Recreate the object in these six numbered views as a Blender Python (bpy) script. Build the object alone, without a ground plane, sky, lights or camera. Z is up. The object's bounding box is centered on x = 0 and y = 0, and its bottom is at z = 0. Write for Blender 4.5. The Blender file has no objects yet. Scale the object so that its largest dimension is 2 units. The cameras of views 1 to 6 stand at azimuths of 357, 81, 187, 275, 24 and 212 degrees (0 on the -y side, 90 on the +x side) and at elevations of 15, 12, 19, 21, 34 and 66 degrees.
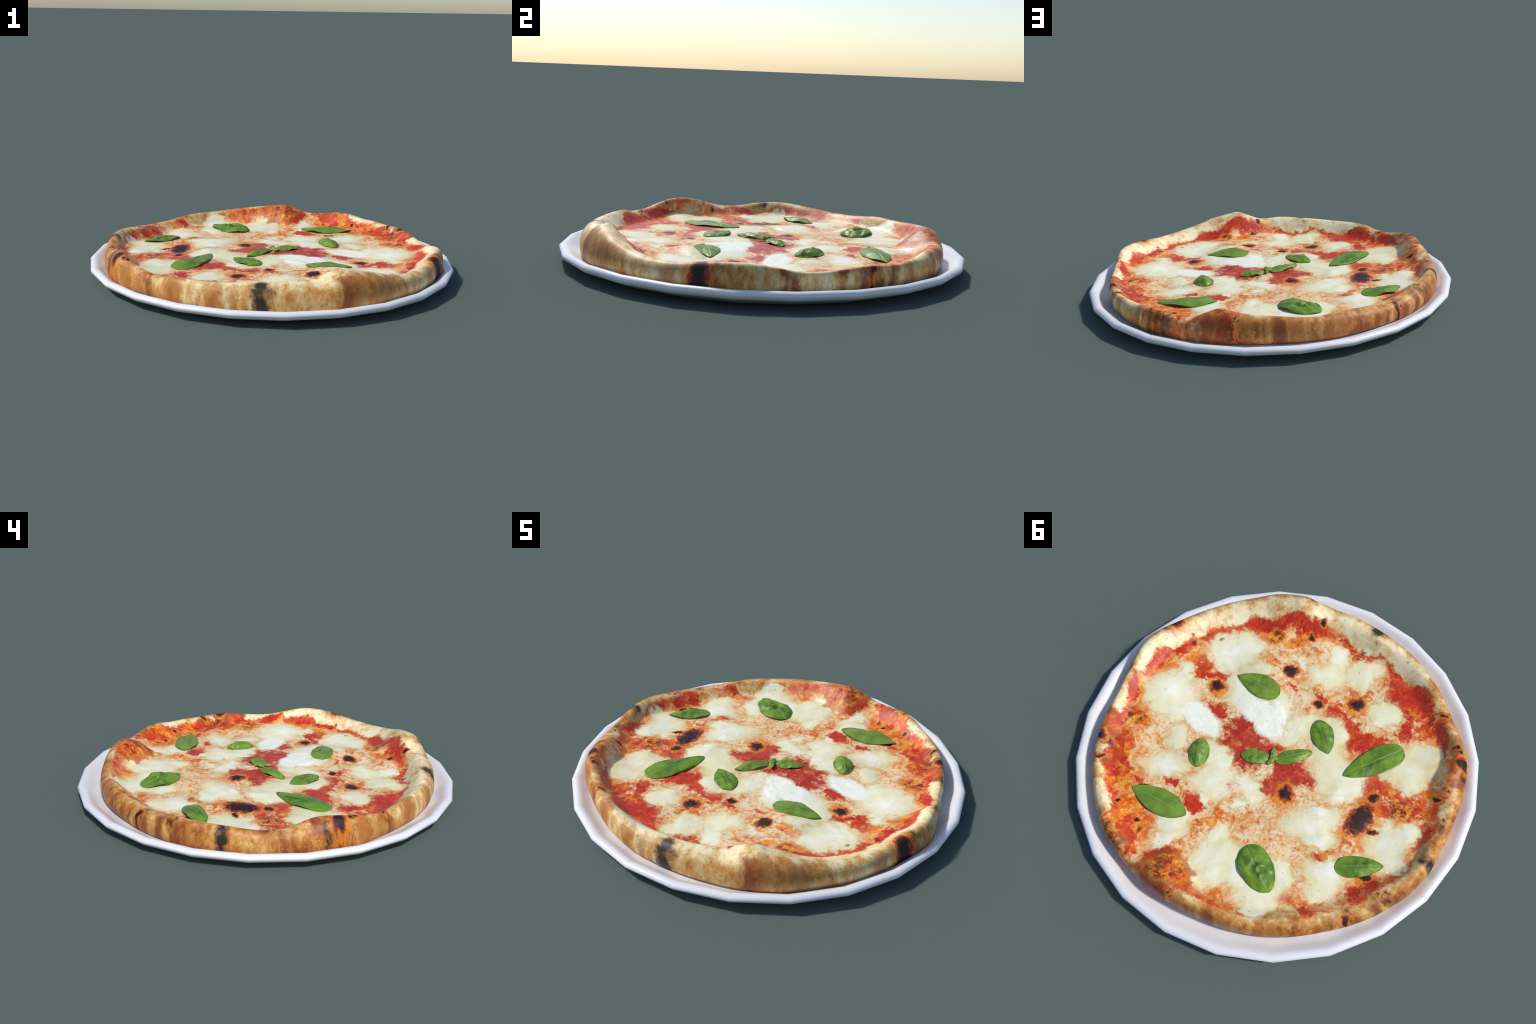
"""A baked margherita pizza lying on a faceted white plate.

The pizza is one lofted skin (base, puffed crust, sunken topping with melted
cheese mounds) that is afterwards separated by region into its named parts.
All colour comes from one procedural node group that works on object
coordinates; every patch of cheese, sauce, oil and char is an ellipse in it.
"""
import bpy
import math
import random
from collections import namedtuple
from functools import lru_cache
from mathutils import Vector, noise, Matrix

random.seed(7)
noise.seed_set(7)

# centre x, centre y, half length, half width, direction of the long axis (deg)
Patch = namedtuple("Patch", "x y a b turn")

CHEESE = {
    "north": (Patch(0.432, -0.485, 0.065, 0.063, 2), Patch(0.501, -0.422, 0.139, 0.096, 45), Patch(0.496, -0.345, 0.08, 0.057, 39),),
    "northwest": (Patch(0.649, -0.182, 0.075, 0.046, 123), Patch(0.658, -0.047, 0.114, 0.111, 34), Patch(0.576, 0.048, 0.06, 0.053, 17),),
    "slab": (Patch(0.353, -0.232, 0.125, 0.069, 145), Patch(0.346, -0.377, 0.085, 0.045, 30), Patch(0.132, -0.255, 0.065, 0.066, 148),),
    "crumb": (Patch(0.487, 0.153, 0.055, 0.071, 45),),
    "west": (Patch(0.203, 0.174, 0.068, 0.045, 103), Patch(0.456, 0.308, 0.119, 0.072, 35), Patch(0.429, 0.292, 0.077, 0.05, 153), Patch(0.262, 0.146, 0.074, 0.054, 148),),
    "centrewest": (Patch(0.194, 0.277, 0.085, 0.06, 158), Patch(0.212, 0.253, 0.1, 0.071, 48), Patch(0.195, 0.359, 0.036, 0.029, 14),),
    "centresouth": (Patch(0.049, 0.21, 0.083, 0.061, 167), Patch(-0.003, 0.258, 0.036, 0.032, 171),),
    "southwest": (Patch(0.268, 0.539, 0.083, 0.065, 37), Patch(0.233, 0.624, 0.082, 0.042, 57),),
    "south": (Patch(-0.143, 0.611, 0.09, 0.056, 152), Patch(-0.022, 0.586, 0.129, 0.088, 28), Patch(-0.046, 0.661, 0.096, 0.062, 43), Patch(0.03, 0.477, 0.062, 0.045, 43), Patch(-0.282, 0.639, 0.104, 0.099, 7), Patch(-0.33, 0.721, 0.078, 0.045, 40), Patch(-0.327, 0.498, 0.088, 0.054, 132),),
    "mound": (Patch(-0.32, 0.218, 0.137, 0.087, 33), Patch(-0.378, 0.265, 0.085, 0.038, 26), Patch(-0.31, 0.153, 0.058, 0.039, 34),),
    "southeast": (Patch(-0.499, 0.398, 0.098, 0.071, 27), Patch(-0.524, 0.472, 0.071, 0.052, 28),),
    "eastsouth": (Patch(-0.678, 0.118, 0.123, 0.082, 31), Patch(-0.632, 0.056, 0.035, 0.055, 9), Patch(-0.743, 0.196, 0.071, 0.058, 30), Patch(-0.746, 0.033, 0.044, 0.057, 151),),
    "east": (Patch(-0.597, -0.258, 0.128, 0.091, 35), Patch(-0.616, -0.356, 0.081, 0.082, 171), Patch(-0.628, -0.192, 0.037, 0.04, 31),),
    "centre": (Patch(-0.032, -0.202, 0.131, 0.088, 49), Patch(-0.231, -0.141, 0.094, 0.145, 31), Patch(-0.196, -0.274, 0.075, 0.052, 142), Patch(-0.311, -0.088, 0.127, 0.078, 17), Patch(-0.35, -0.025, 0.096, 0.063, 33), Patch(-0.355, 0.034, 0.046, 0.033, 35),),
    "northeast": (Patch(0.012, -0.53, 0.098, 0.071, 30), Patch(0.015, -0.642, 0.056, 0.066, 63),),
    "northeastfar": (Patch(-0.15, -0.621, 0.097, 0.07, 42), Patch(-0.169, -0.615, 0.061, 0.056, 97),),
    "eastnorth": (Patch(-0.337, -0.493, 0.074, 0.065, 22), Patch(-0.338, -0.431, 0.038, 0.029, 31),),
    "flecks": (Patch(0.152, -0.53, 0.023, 0.03, 21), Patch(0.025, 0.312, 0.032, 0.026, 49), Patch(0.109, 0.3, 0.022, 0.013, 39),),
}
FRESH = {
    "w1": (Patch(0.437, 0.003, 0.124, 0.063, 163),),
    "w2": (Patch(0.2, -0.169, 0.111, 0.067, 5), Patch(0.134, -0.134, 0.095, 0.062, 151), Patch(0.116, -0.21, 0.073, 0.039, 141),),
}
RED = (
    Patch(-0.506, -0.028, 0.068, 0.049, 36),
    Patch(-0.621, -0.112, 0.066, 0.043, 7),
    Patch(-0.397, -0.605, 0.121, 0.066, 162),
    Patch(0.378, 0.728, 0.073, 0.036, 149),
    Patch(0.688, 0.358, 0.09, 0.034, 141),
    Patch(-0.194, -0.335, 0.107, 0.037, 160),
    Patch(0.577, -0.25, 0.057, 0.03, 143),
    Patch(0.217, 0.01, 0.091, 0.1, 13),
    Patch(0.131, 0.016, 0.131, 0.094, 40),
    Patch(0.253, -0.084, 0.055, 0.053, 23),
    Patch(0.391, -0.081, 0.066, 0.038, 174),
    Patch(0.025, -0.05, 0.035, 0.031, 36),
    Patch(-0.077, 0.006, 0.094, 0.038, 31),
    Patch(-0.121, 0.031, 0.082, 0.057, 23),
    Patch(-0.185, 0.018, 0.057, 0.036, 170),
    Patch(-0.057, 0.063, 0.056, 0.054, 13),
    Patch(-0.152, -0.09, 0.045, 0.01, 63),
    Patch(0.804, -0.17, 0.077, 0.03, 75),
    Patch(0.727, -0.314, 0.083, 0.037, 51),
    Patch(0.654, -0.428, 0.121, 0.034, 48),
    Patch(0.488, -0.585, 0.114, 0.037, 34),
    Patch(0.284, -0.695, 0.139, 0.047, 28),
    Patch(0.166, -0.712, 0.079, 0.029, 16),
    Patch(0.004, -0.723, 0.057, 0.03, 151),
    Patch(-0.127, -0.709, 0.078, 0.018, 31),
    Patch(-0.222, -0.732, 0.035, 0.018, 137),
    Patch(0.821, 0.037, 0.094, 0.025, 111),
    Patch(0.787, 0.176, 0.066, 0.032, 105),
    Patch(0.767, 0.25, 0.053, 0.028, 61),
    Patch(0.731, 0.348, 0.032, 0.028, 60),
    Patch(0.703, 0.382, 0.073, 0.039, 115),
    Patch(0.626, 0.439, 0.071, 0.047, 26),
    Patch(0.595, 0.557, 0.024, 0.029, 74),
    Patch(-0.397, -0.685, 0.138, 0.048, 174),
    Patch(-0.444, -0.606, 0.107, 0.059, 20),
    Patch(-0.488, -0.567, 0.069, 0.053, 35),
    Patch(-0.482, -0.451, 0.064, 0.038, 91),
    Patch(-0.574, -0.506, 0.05, 0.052, 7),
    Patch(-0.662, -0.496, 0.116, 0.021, 121),
    Patch(-0.139, -0.368, 0.059, 0.052, 169),
    Patch(-0.271, -0.314, 0.055, 0.04, 154),
    Patch(-0.361, -0.302, 0.085, 0.035, 33),
    Patch(0.136, -0.38, 0.036, 0.029, 6),
    Patch(-0.041, -0.391, 0.041, 0.029, 179),
    Patch(-0.225, -0.545, 0.039, 0.018, 36),
    Patch(0.081, -0.268, 0.018, 0.025, 6),
    Patch(-0.457, -0.088, 0.083, 0.035, 68),
    Patch(-0.568, -0.126, 0.1, 0.037, 11),
    Patch(-0.574, -0.012, 0.041, 0.035, 150),
    Patch(-0.72, -0.075, 0.026, 0.029, 172),
    Patch(-0.564, 0.134, 0.063, 0.029, 31),
    Patch(-0.797, -0.007, 0.047, 0.043, 58),
    Patch(-0.826, 0.029, 0.094, 0.02, 86),
    Patch(-0.802, 0.217, 0.083, 0.022, 74),
    Patch(-0.698, 0.377, 0.09, 0.048, 45),
    Patch(-0.714, 0.421, 0.048, 0.019, 46),
    Patch(0.216, 0.413, 0.054, 0.039, 9),
    Patch(0.37, 0.381, 0.038, 0.028, 165),
    Patch(0.156, 0.29, 0.035, 0.03, 59),
    Patch(0.125, 0.24, 0.027, 0.02, 69),
    Patch(-0.046, 0.151, 0.048, 0.048, 87),
    Patch(-0.067, 0.135, 0.037, 0.05, 36),
    Patch(0.372, 0.734, 0.054, 0.029, 98),
    Patch(0.394, 0.694, 0.058, 0.023, 136),
    Patch(-0.433, 0.325, 0.039, 0.019, 54),
    Patch(-0.488, 0.227, 0.018, 0.019, 21),
    Patch(-0.497, 0.601, 0.049, 0.02, 12),
    Patch(0.596, -0.213, 0.065, 0.034, 157),
    Patch(0.496, -0.246, 0.052, 0.026, 30),
    Patch(0.494, 0.447, 0.034, 0.017, 42),
    Patch(0.218, 0.721, 0.064, 0.024, 37),
    Patch(0.105, 0.75, 0.05, 0.032, 14),
    Patch(-0.082, 0.811, 0.014, 0.017, 23),
    Patch(0.934, -0.041, 0.017, 0.004, 30),
)
ORANGE = (
    Patch(-0.66, -0.058, 0.068, 0.066, 8),
    Patch(0.766, -0.144, 0.108, 0.033, 44),
    Patch(0.673, -0.277, 0.04, 0.031, 36),
    Patch(0.779, 0.027, 0.08, 0.029, 130),
    Patch(0.705, 0.15, 0.069, 0.062, 6),
    Patch(0.67, 0.329, 0.089, 0.025, 133),
    Patch(0.579, -0.098, 0.02, 0.029, 20),
    Patch(0.463, -0.183, 0.047, 0.047, 17),
    Patch(0.379, -0.552, 0.065, 0.049, 17),
    Patch(0.362, -0.58, 0.056, 0.052, 14),
    Patch(0.231, -0.626, 0.096, 0.029, 33),
    Patch(0.31, -0.438, 0.049, 0.034, 35),
    Patch(0.59, 0.48, 0.065, 0.044, 24),
    Patch(0.478, 0.568, 0.089, 0.063, 31),
    Patch(0.433, 0.65, 0.098, 0.064, 28),
    Patch(0.082, 0.399, 0.034, 0.029, 25),
    Patch(0.109, 0.472, 0.046, 0.026, 39),
    Patch(0.172, 0.725, 0.11, 0.069, 35),
    Patch(0.115, 0.786, 0.097, 0.048, 36),
    Patch(-0.737, -0.206, 0.058, 0.033, 6),
    Patch(-0.775, -0.112, 0.03, 0.035, 74),
    Patch(-0.571, 0.21, 0.039, 0.028, 31),
    Patch(-0.658, 0.325, 0.06, 0.018, 36),
    Patch(-0.614, -0.443, 0.041, 0.038, 174),
    Patch(-0.502, -0.474, 0.019, 0.021, 20),
    Patch(-0.342, -0.323, 0.022, 0.028, 21),
    Patch(-0.07, -0.432, 0.016, 0.018, 30),
    Patch(0.024, -0.433, 0.026, 0.018, 22),
    Patch(-0.206, -0.412, 0.032, 0.021, 4),
    Patch(0.005, -0.317, 0.031, 0.021, 10),
    Patch(-0.086, -0.67, 0.044, 0.019, 45),
    Patch(-0.13, 0.186, 0.065, 0.05, 31),
    Patch(-0.622, -0.502, 0.046, 0.017, 133),
    Patch(-0.41, 0.302, 0.021, 0.019, 39),
)
SPECKS = (
    Patch(-0.079, -0.731, 0.013, 0.01, 26),
    Patch(-0.079, -0.692, 0.009, 0.009, 30),
    Patch(0.706, -0.347, 0.009, 0.01, 31),
    Patch(0.732, -0.377, 0.01, 0.006, 41),
    Patch(0.595, -0.439, 0.009, 0.008, 30),
    Patch(0.756, 0.172, 0.008, 0.012, 30),
    Patch(0.417, 0.775, 0.007, 0.01, 20),
    Patch(-0.861, -0.07, 0.011, 0.008, 28),
    Patch(-0.859, -0.102, 0.008, 0.009, 28),
    Patch(0.373, 0.651, 0.012, 0.009, 31),
    Patch(0.74, 0.312, 0.007, 0.008, 39),
    Patch(0.721, 0.371, 0.011, 0.011, 42),
)
CHAR = (
    Patch(0.474, -0.193, 0.031, 0.03, 30),
    Patch(0.188, -0.456, 0.033, 0.03, 30),
    Patch(-0.199, -0.458, 0.033, 0.033, 30),
    Patch(-0.032, -0.355, 0.018, 0.02, 31),
    Patch(-0.137, 0.144, 0.036, 0.041, 31),
    Patch(-0.51, -0.057, 0.026, 0.022, 31),
    Patch(0.164, -0.759, 0.012, 0.018, 31),
    Patch(0.191, -0.671, 0.012, 0.017, 31),
    Patch(0.843, -0.383, 0.046, 0.044, 179),
    Patch(0.797, 0.347, 0.019, 0.024, 28),
    Patch(0.737, 0.437, 0.025, 0.012, 43),
    Patch(-0.81, -0.389, 0.027, 0.035, 50),
    Patch(-0.743, -0.465, 0.021, 0.013, 22),
    Patch(-0.616, -0.599, 0.021, 0.01, 26),
    Patch(0.537, 0.584, 0.014, 0.013, 42),
    Patch(0.481, 0.455, 0.025, 0.008, 31),
    Patch(0.462, 0.758, 0.017, 0.021, 15),
    Patch(-0.782, -0.185, 0.015, 0.013, 13),
    Patch(-0.692, 0.54, 0.015, 0.022, 33),
    Patch(-0.673, 0.316, 0.028, 0.011, 30),
    Patch(0.413, 0.625, 0.018, 0.009, 31),
    Patch(-0.51, 0.073, 0.084, 0.051, 83),
    Patch(-0.59, 0.102, 0.026, 0.011, 36),
    Patch(-0.517, 0.146, 0.015, 0.012, 5),
)
FRECKLES = (
    Patch(0.352, -0.589, 0.034, 0.038, 21),
    Patch(0.719, 0.158, 0.039, 0.029, 31),
    Patch(-0.783, 0.361, 0.033, 0.02, 172),
    Patch(-0.809, -0.251, 0.026, 0.018, 38),
    Patch(-0.654, -0.063, 0.06, 0.046, 5),
    Patch(0.113, 0.754, 0.067, 0.046, 44),
    Patch(0.072, 0.862, 0.04, 0.028, 176),
    Patch(0.195, 0.807, 0.031, 0.03, 36),
    Patch(0.471, 0.741, 0.058, 0.019, 134),
)

# Radius of the outer wall of the crust by direction (degrees from +x)
OUTER = ((-175, .916), (-168, .918), (-160, .927), (-155, .933), (-151, .932), (-146, .922), (-139, .906),
         (-132, .900), (-125, .898), (-118, .899), (-109, .900), (-101, .896), (-90, .897), (-82, .903), (-74, .914), (-68, .925), (-60, .930), (-52, .926), (-43, .929), (-33, .930), (-25,
         .932), (-18, .942), (-12, .940), (-2, .904), (9, .884), (17, .890), (25, .897), (33, .901),
         (41, .904), (50, .907), (57, .907), (61, .900), (68, .893), (75, .890), (82, .888), (90,
         .877), (95, .874), (102, .877), (110, .882), (118, .887), (126, .888), (135, .890), (143,
         .901), (150, .910), (157, .918), (162, .925), (169, .926), (176, .921))
# Height of the crest of the crust
CREST = ((-177, .145), (-171, .147), (-166, .165), (-161, .187), (-155, .197), (-150, .190), (-145, .173),
         (-139, .154), (-132, .149), (-126, .165), (-119, .164), (-111, .163), (-102, .170), (-94,
         .175), (-87.5, .179), (-82, .174), (-78, .179), (-74, .203), (-69, .228), (-65, .216),
         (-59, .198), (-53, .174), (-43, .150), (-36, .147), (-31, .151), (-24, .165), (-18, .174),
         (-11, .173), (-5, .157), (2, .136), (7, .133), (14, .139), (22, .148), (27, .147), (33,
         .143), (40, .148), (46, .151), (52, .165), (57, .165), (63, .152), (69, .146), (74, .169),
         (80, .196), (87, .187), (93, .179), (100, .171), (105, .164), (113, .156), (121, .158),
         (130, .147), (136, .140), (143, .140), (153, .155), (162, .168), (167, .170), (175, .161))
# Distance of the crest line inside the wall
SHOULDER = ((-177, .045), (-171, .045), (-165, .065), (-160, .080), (-154, .060), (-145, .042), (-139, .040),
         (-130, .034), (-119, .039), (-110, .054), (-102, .070), (-92, .075), (-85, .090), (-78,
         .120), (-73, .120), (-68, .105), (-62, .084), (-55, .066), (-45, .060), (-35, .047), (-28,
         .043), (-15, .040), (-5, .032), (3, .022), (15, .022), (24, .024), (35, .026), (45, .040),
         (55, .042), (68, .046), (80, .075), (88, .052), (100, .043), (110, .039), (121, .055),
         (135, .062), (145, .058), (155, .058), (166, .043))
# Distance of the foot of the inner slope inside the wall
SLOPE = ((-180, .135), (-170, .160), (-163, .180), (-157, .155), (-150, .130), (-140, .125), (-130, .135),
         (-120, .132), (-108, .155), (-98, .165), (-85, .170), (-76, .210), (-69, .250), (-63, .275), (-56, .225),
         (-48, .175), (-40, .155), (-25, .145), (-10, .145), (3, .100), (15, .100), (30, .100), (42, .120),
         (52, .140), (66, .165), (75, .235), (84, .215), (93, .148), (110, .130), (125, .140), (140, .145),
         (150, .175), (158, .162), (165, .125), (172, .105))
# Radius at which the topping ends and bare dough begins
DOUGH = ((-179.1, 0.851), (-172.3, 0.83), (-169.6, 0.824), (-167.4, 0.843), (-162, 0.878), (-158.3, 0.919),
         (-155.2, 0.92), (-150.4, 0.893), (-145.1, 0.856), (-138.3, 0.866), (-135.7, 0.895),
         (-134.1, 0.841), (-132.7, 0.82), (-128.6, 0.848), (-123.7, 0.831), (-114.4, 0.775),
         (-107.4, 0.771), (-103.8, 0.782), (-97.9, 0.736), (-91.8, 0.735), (-86.9, 0.766), (-81.2,
         0.759), (-77.2, 0.79), (-72.1, 0.766), (-69.4, 0.781), (-65.5, 0.786), (-61.2, 0.779),
         (-58.2, 0.774), (-51.6, 0.801), (-45, 0.787), (-33, 0.813), (-29.1, 0.796), (-27, 0.822),
         (-20.8, 0.81), (-14.7, 0.853), (-8.9, 0.848), (-3.7, 0.826), (-2.6, 0.869), (5.8, 0.832),
         (11.6, 0.813), (13.7, 0.853), (18.7, 0.876), (24.2, 0.878), (27.3, 0.832), (31, 0.864),
         (34.4, 0.839), (39.2, 0.837), (40.3, 0.841), (45.1, 0.831), (47.5, 0.826), (51.9, 0.869),
         (53.8, 0.935), (56.1, 0.935), (61.4, 0.935), (67.9, 0.935), (70.2, 0.877), (74.2, 0.877),
         (78, 0.887), (84.5, 0.883), (87.6, 0.835), (94.5, 0.81), (98.7, 0.814), (109.4, 0.819),
         (113.9, 0.82), (117.3, 0.787), (120.2, 0.771), (123.7, 0.738), (128.5, 0.801), (131.9,
         0.822), (140.7, 0.825), (149.1, 0.837), (154.3, 0.827), (160.6, 0.844), (168, 0.854),
         (173.3, 0.823))
# How far the bare dough is baked from cream (0) to golden tan (1)
BAKED = ((-180, .78), (-168, .74), (-150, .66), (-135, .56), (-118, .46), (-100, .26), (-85, .30),
         (-70, .52), (-58, .54), (-42, .26), (-20, .25), (0, .16), (20, .16), (40, .22),
         (55, .36), (72, .48), (84, .78), (92, .90), (101, .95), (111, .60), (118, .90), (140, .86), (165, .80))
# Scorch marks on the rim: direction, half width in degrees, inset, radial half length, strength
SCORCH = ((-97.2, 3.0, .015, .055, 1.0), (-23.5, 4.3, .005, .050, 1.0), (-33.5, 2.2, .010, .040, .35),
          (-70.8, 2.2, -.005, .055, .55), (-66.5, 1.4, .010, .040, .40), (-58.5, 3.2, -.005, .040, .45),
          (-111.5, 1.5, .000, .040, .35), (-106, 1.5, .000, .030, .30), (-126, 2.2, .000, .050, .30),
          (-135.6, 1.2, .025, .040, .60), (-138.5, 1.0, .000, .030, .40), (-146, 1.6, .000, .05, .25),
          (0.3, 1.6, -.010, .022, .65), (-2.5, 1.2, .000, .012, .50), (13.5, 1.6, .030, .030, .60),
          (22.6, 3.6, .010, .055, .72), (23.6, 1.3, .025, .040, .95), (25.0, 1.6, .040, .035, 1.0), (30.4, 1.7, .020, .060, .78),
          (38.2, 1.2, .000, .040, .25), (49.5, 1.2, .000, .045, .45),
          (57.5, 1.5, .010, .050, .70), (60.2, 1.5, .000, .060, .85), (63.0, 1.2, .010, .050, .65),
          (76.8, 1.7, .000, .060, .65), (82.8, 2.5, -.010, .060, .85), (80.4, .7, -.005, .040, .60),
          (89.5, 1.2, .000, .040, .25), (99.8, 1.6, -.005, .040, .62), (105, 1.5, -.010, .040, .30),
          (115.5, 1.8, -.005, .040, .40), (119.5, 1.2, -.010, .040, .35), (126.2, .9, .005, .035, .75),
          (137.5, .9, -.010, .015, .60), (142.0, 1.2, .020, .060, .85), (134.5, .8, -.010, .020, .40),
          (151.2, 1.6, .015, .050, .70), (155.6, 1.3, .035, .030, .80), (158.2, 1.0, .015, .020, .50),
          (162.3, 1.2, -.010, .035, .45), (171.6, 1.4, .010, .055, 1.0), (173.4, 1.0, .030, .030, .60),
          (-176.5, 2.0, .050, .025, .55), (-157, 2.3, .030, .034, 1.0), (-154.4, 1.0, .030, .028, .75),
          (-149, 1.3, .045, .018, .90), (-160.8, 1.5, .045, .025, .60))

BUBBLE = Patch(.135, .770, .125, .090, 30)

FLOOR = .1020        # height of the topping
PLATE_FLOOR = .040   # height of the plate's well
BULGE = .088         # height at which the wall is widest


def by_angle(table, deg):
    """Smooth periodic interpolation (Catmull-Rom in non-uniform knots) of a table over direction."""
    n = len(table)
    deg = (deg + 180) % 360 - 180
    i = 0
    while i < n and table[i][0] <= deg:
        i += 1
    def at(k):
        turn, j = divmod(k, n)
        return table[j][0] + 360 * turn, table[j][1]
    (x0, y0), (x1, y1), (x2, y2), (x3, y3) = at(i - 2), at(i - 1), at(i), at(i + 1)
    t = (deg - x1) / (x2 - x1)
    m1 = (y2 - y0) / (x2 - x0) * (x2 - x1)
    m2 = (y3 - y1) / (x3 - x1) * (x2 - x1)
    if (y1 - y0) * (y2 - y1) <= 0:
        m1 = 0
    if (y2 - y1) * (y3 - y2) <= 0:
        m2 = 0
    return ((2*t**3 - 3*t**2 + 1) * y1 + (t**3 - 2*t**2 + t) * m1
            + (-2*t**3 + 3*t**2) * y2 + (t**3 - t**2) * m2)


def smooth(t):
    t = min(1.0, max(0.0, t))
    return t * t * (3 - 2 * t)


@lru_cache(None)
def axes(turn):
    return math.cos(math.radians(turn)), math.sin(math.radians(turn))


def reach(p, x, y):
    """0 at the centre of a patch, 1 on its outline."""
    dx, dy = x - p.x, y - p.y
    if dx * dx + dy * dy > 1.7 * p.a * p.a and dx * dx + dy * dy > 1.7 * p.b * p.b:
        return 1.3
    c, s = axes(p.turn)
    return math.hypot((dx * c + dy * s) / p.a, (-dx * s + dy * c) / p.b)


def wobble(x, y, amount=.02, scale=9.0):
    v = noise.noise_vector(Vector((x * scale, y * scale, 3.7)))
    w = noise.noise_vector(Vector((x * scale * 3.3, y * scale * 3.3, 9.1)))
    return x + amount * (v.x + .4 * w.x), y + amount * (v.y + .4 * w.y)


MOUND = {"mound": .007, "slab": .005, "centre": .004, "crumb": .006}
# broad swells and hollows of the soft base: x, y, radius, height
SWELLS = ((.48, -.10, .25, -.014), (-.58, .36, .17, -.003), (-.54, .00, .17, -.005), (-.14, -.50, .15, -.006),
          (.26, -.39, .12, .019), (.32, -.58, .13, .007), (.00, .05, .16, .004), (.51, -.34, .14, -.013),
          (.53, .25, .15, -.013), (-.34, .38, .14, -.012), (.77, -.28, .10, .010), (-.73, -.38, .11, .016),
          (-.62, .12, .14, -.011), (-.82, .15, .08, .009), (.16, -.70, .10, .013), (.22, .52, .12, .009),
          (.52, .59, .11, .009), (-.03, -.60, .12, -.007), (.10, .44, .10, .004))
BLISTERS = [p for p in CHAR if p.a > .018 and math.hypot(p.x, p.y) < .8]


def topping(x, y):
    """Height of the topping and which piece of it lies there: (z, (kind, name) or None)."""
    z = FLOOR - .0015 + .0030 * noise.noise(Vector((x * 4.5, y * 4.5, 1.3)))
    for sx, sy, reach_of, rise in SWELLS:
        z += rise * smooth(1 - math.hypot(x - sx, y - sy) / reach_of / 1.25)
    X, Y = wobble(x, y, .016)
    best, piece = 0.0, None
    for name, group in CHEESE.items():
        d = 1 - min(reach(p, X, Y) for p in group)
        if d > -.15:
            z += MOUND.get(name, .002) * smooth((d + .15) / .95)
            if d > best:
                best, piece = d, ("melted_mozzarella", name)
    for name, group in FRESH.items():
        d = 1 - min(reach(p, X, Y) for p in group)
        if d > -.08:
            z += .0025 * smooth((d + .08) / .35)
            if d > 0:
                piece = ("fresh_mozzarella", name)
    for p in BLISTERS:                  # scorched spots are small blisters
        d = 1 - reach(p, x, y) * .7
        if d > .1:
            z += .003 * smooth(d)
    z += .0016 * noise.noise(Vector((x * 22, y * 22, 5.0))) + .0008 * noise.noise(Vector((x * 60, y * 60, 2.0)))
    return z, piece


def skin(x, y, rim=None):
    """Upper surface of the pizza: topping, inner slope of the crust and crest."""
    r = math.hypot(x, y)
    if rim is None:
        deg = math.degrees(math.atan2(y, x))
        rim = [by_angle(t, deg) for t in (OUTER, CREST, SHOULDER, SLOPE)]
    wall, crest, shoulder, slope = rim
    z, piece = topping(x, y)
    if r > wall - slope:
        t = min(1.0, (r - wall + slope) / (slope - shoulder))
        puff = math.exp(-((math.degrees(math.atan2(y, x)) - 77) / 7.5) ** 2)      # the sauced blister bulges inwards
        z += (crest - z) * ((1 - puff) * smooth(t) + puff * math.sin(math.pi / 2 * t) ** 1.1)
    return z, piece


def skin_height(x, y):
    return skin(x, y)[0]


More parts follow.
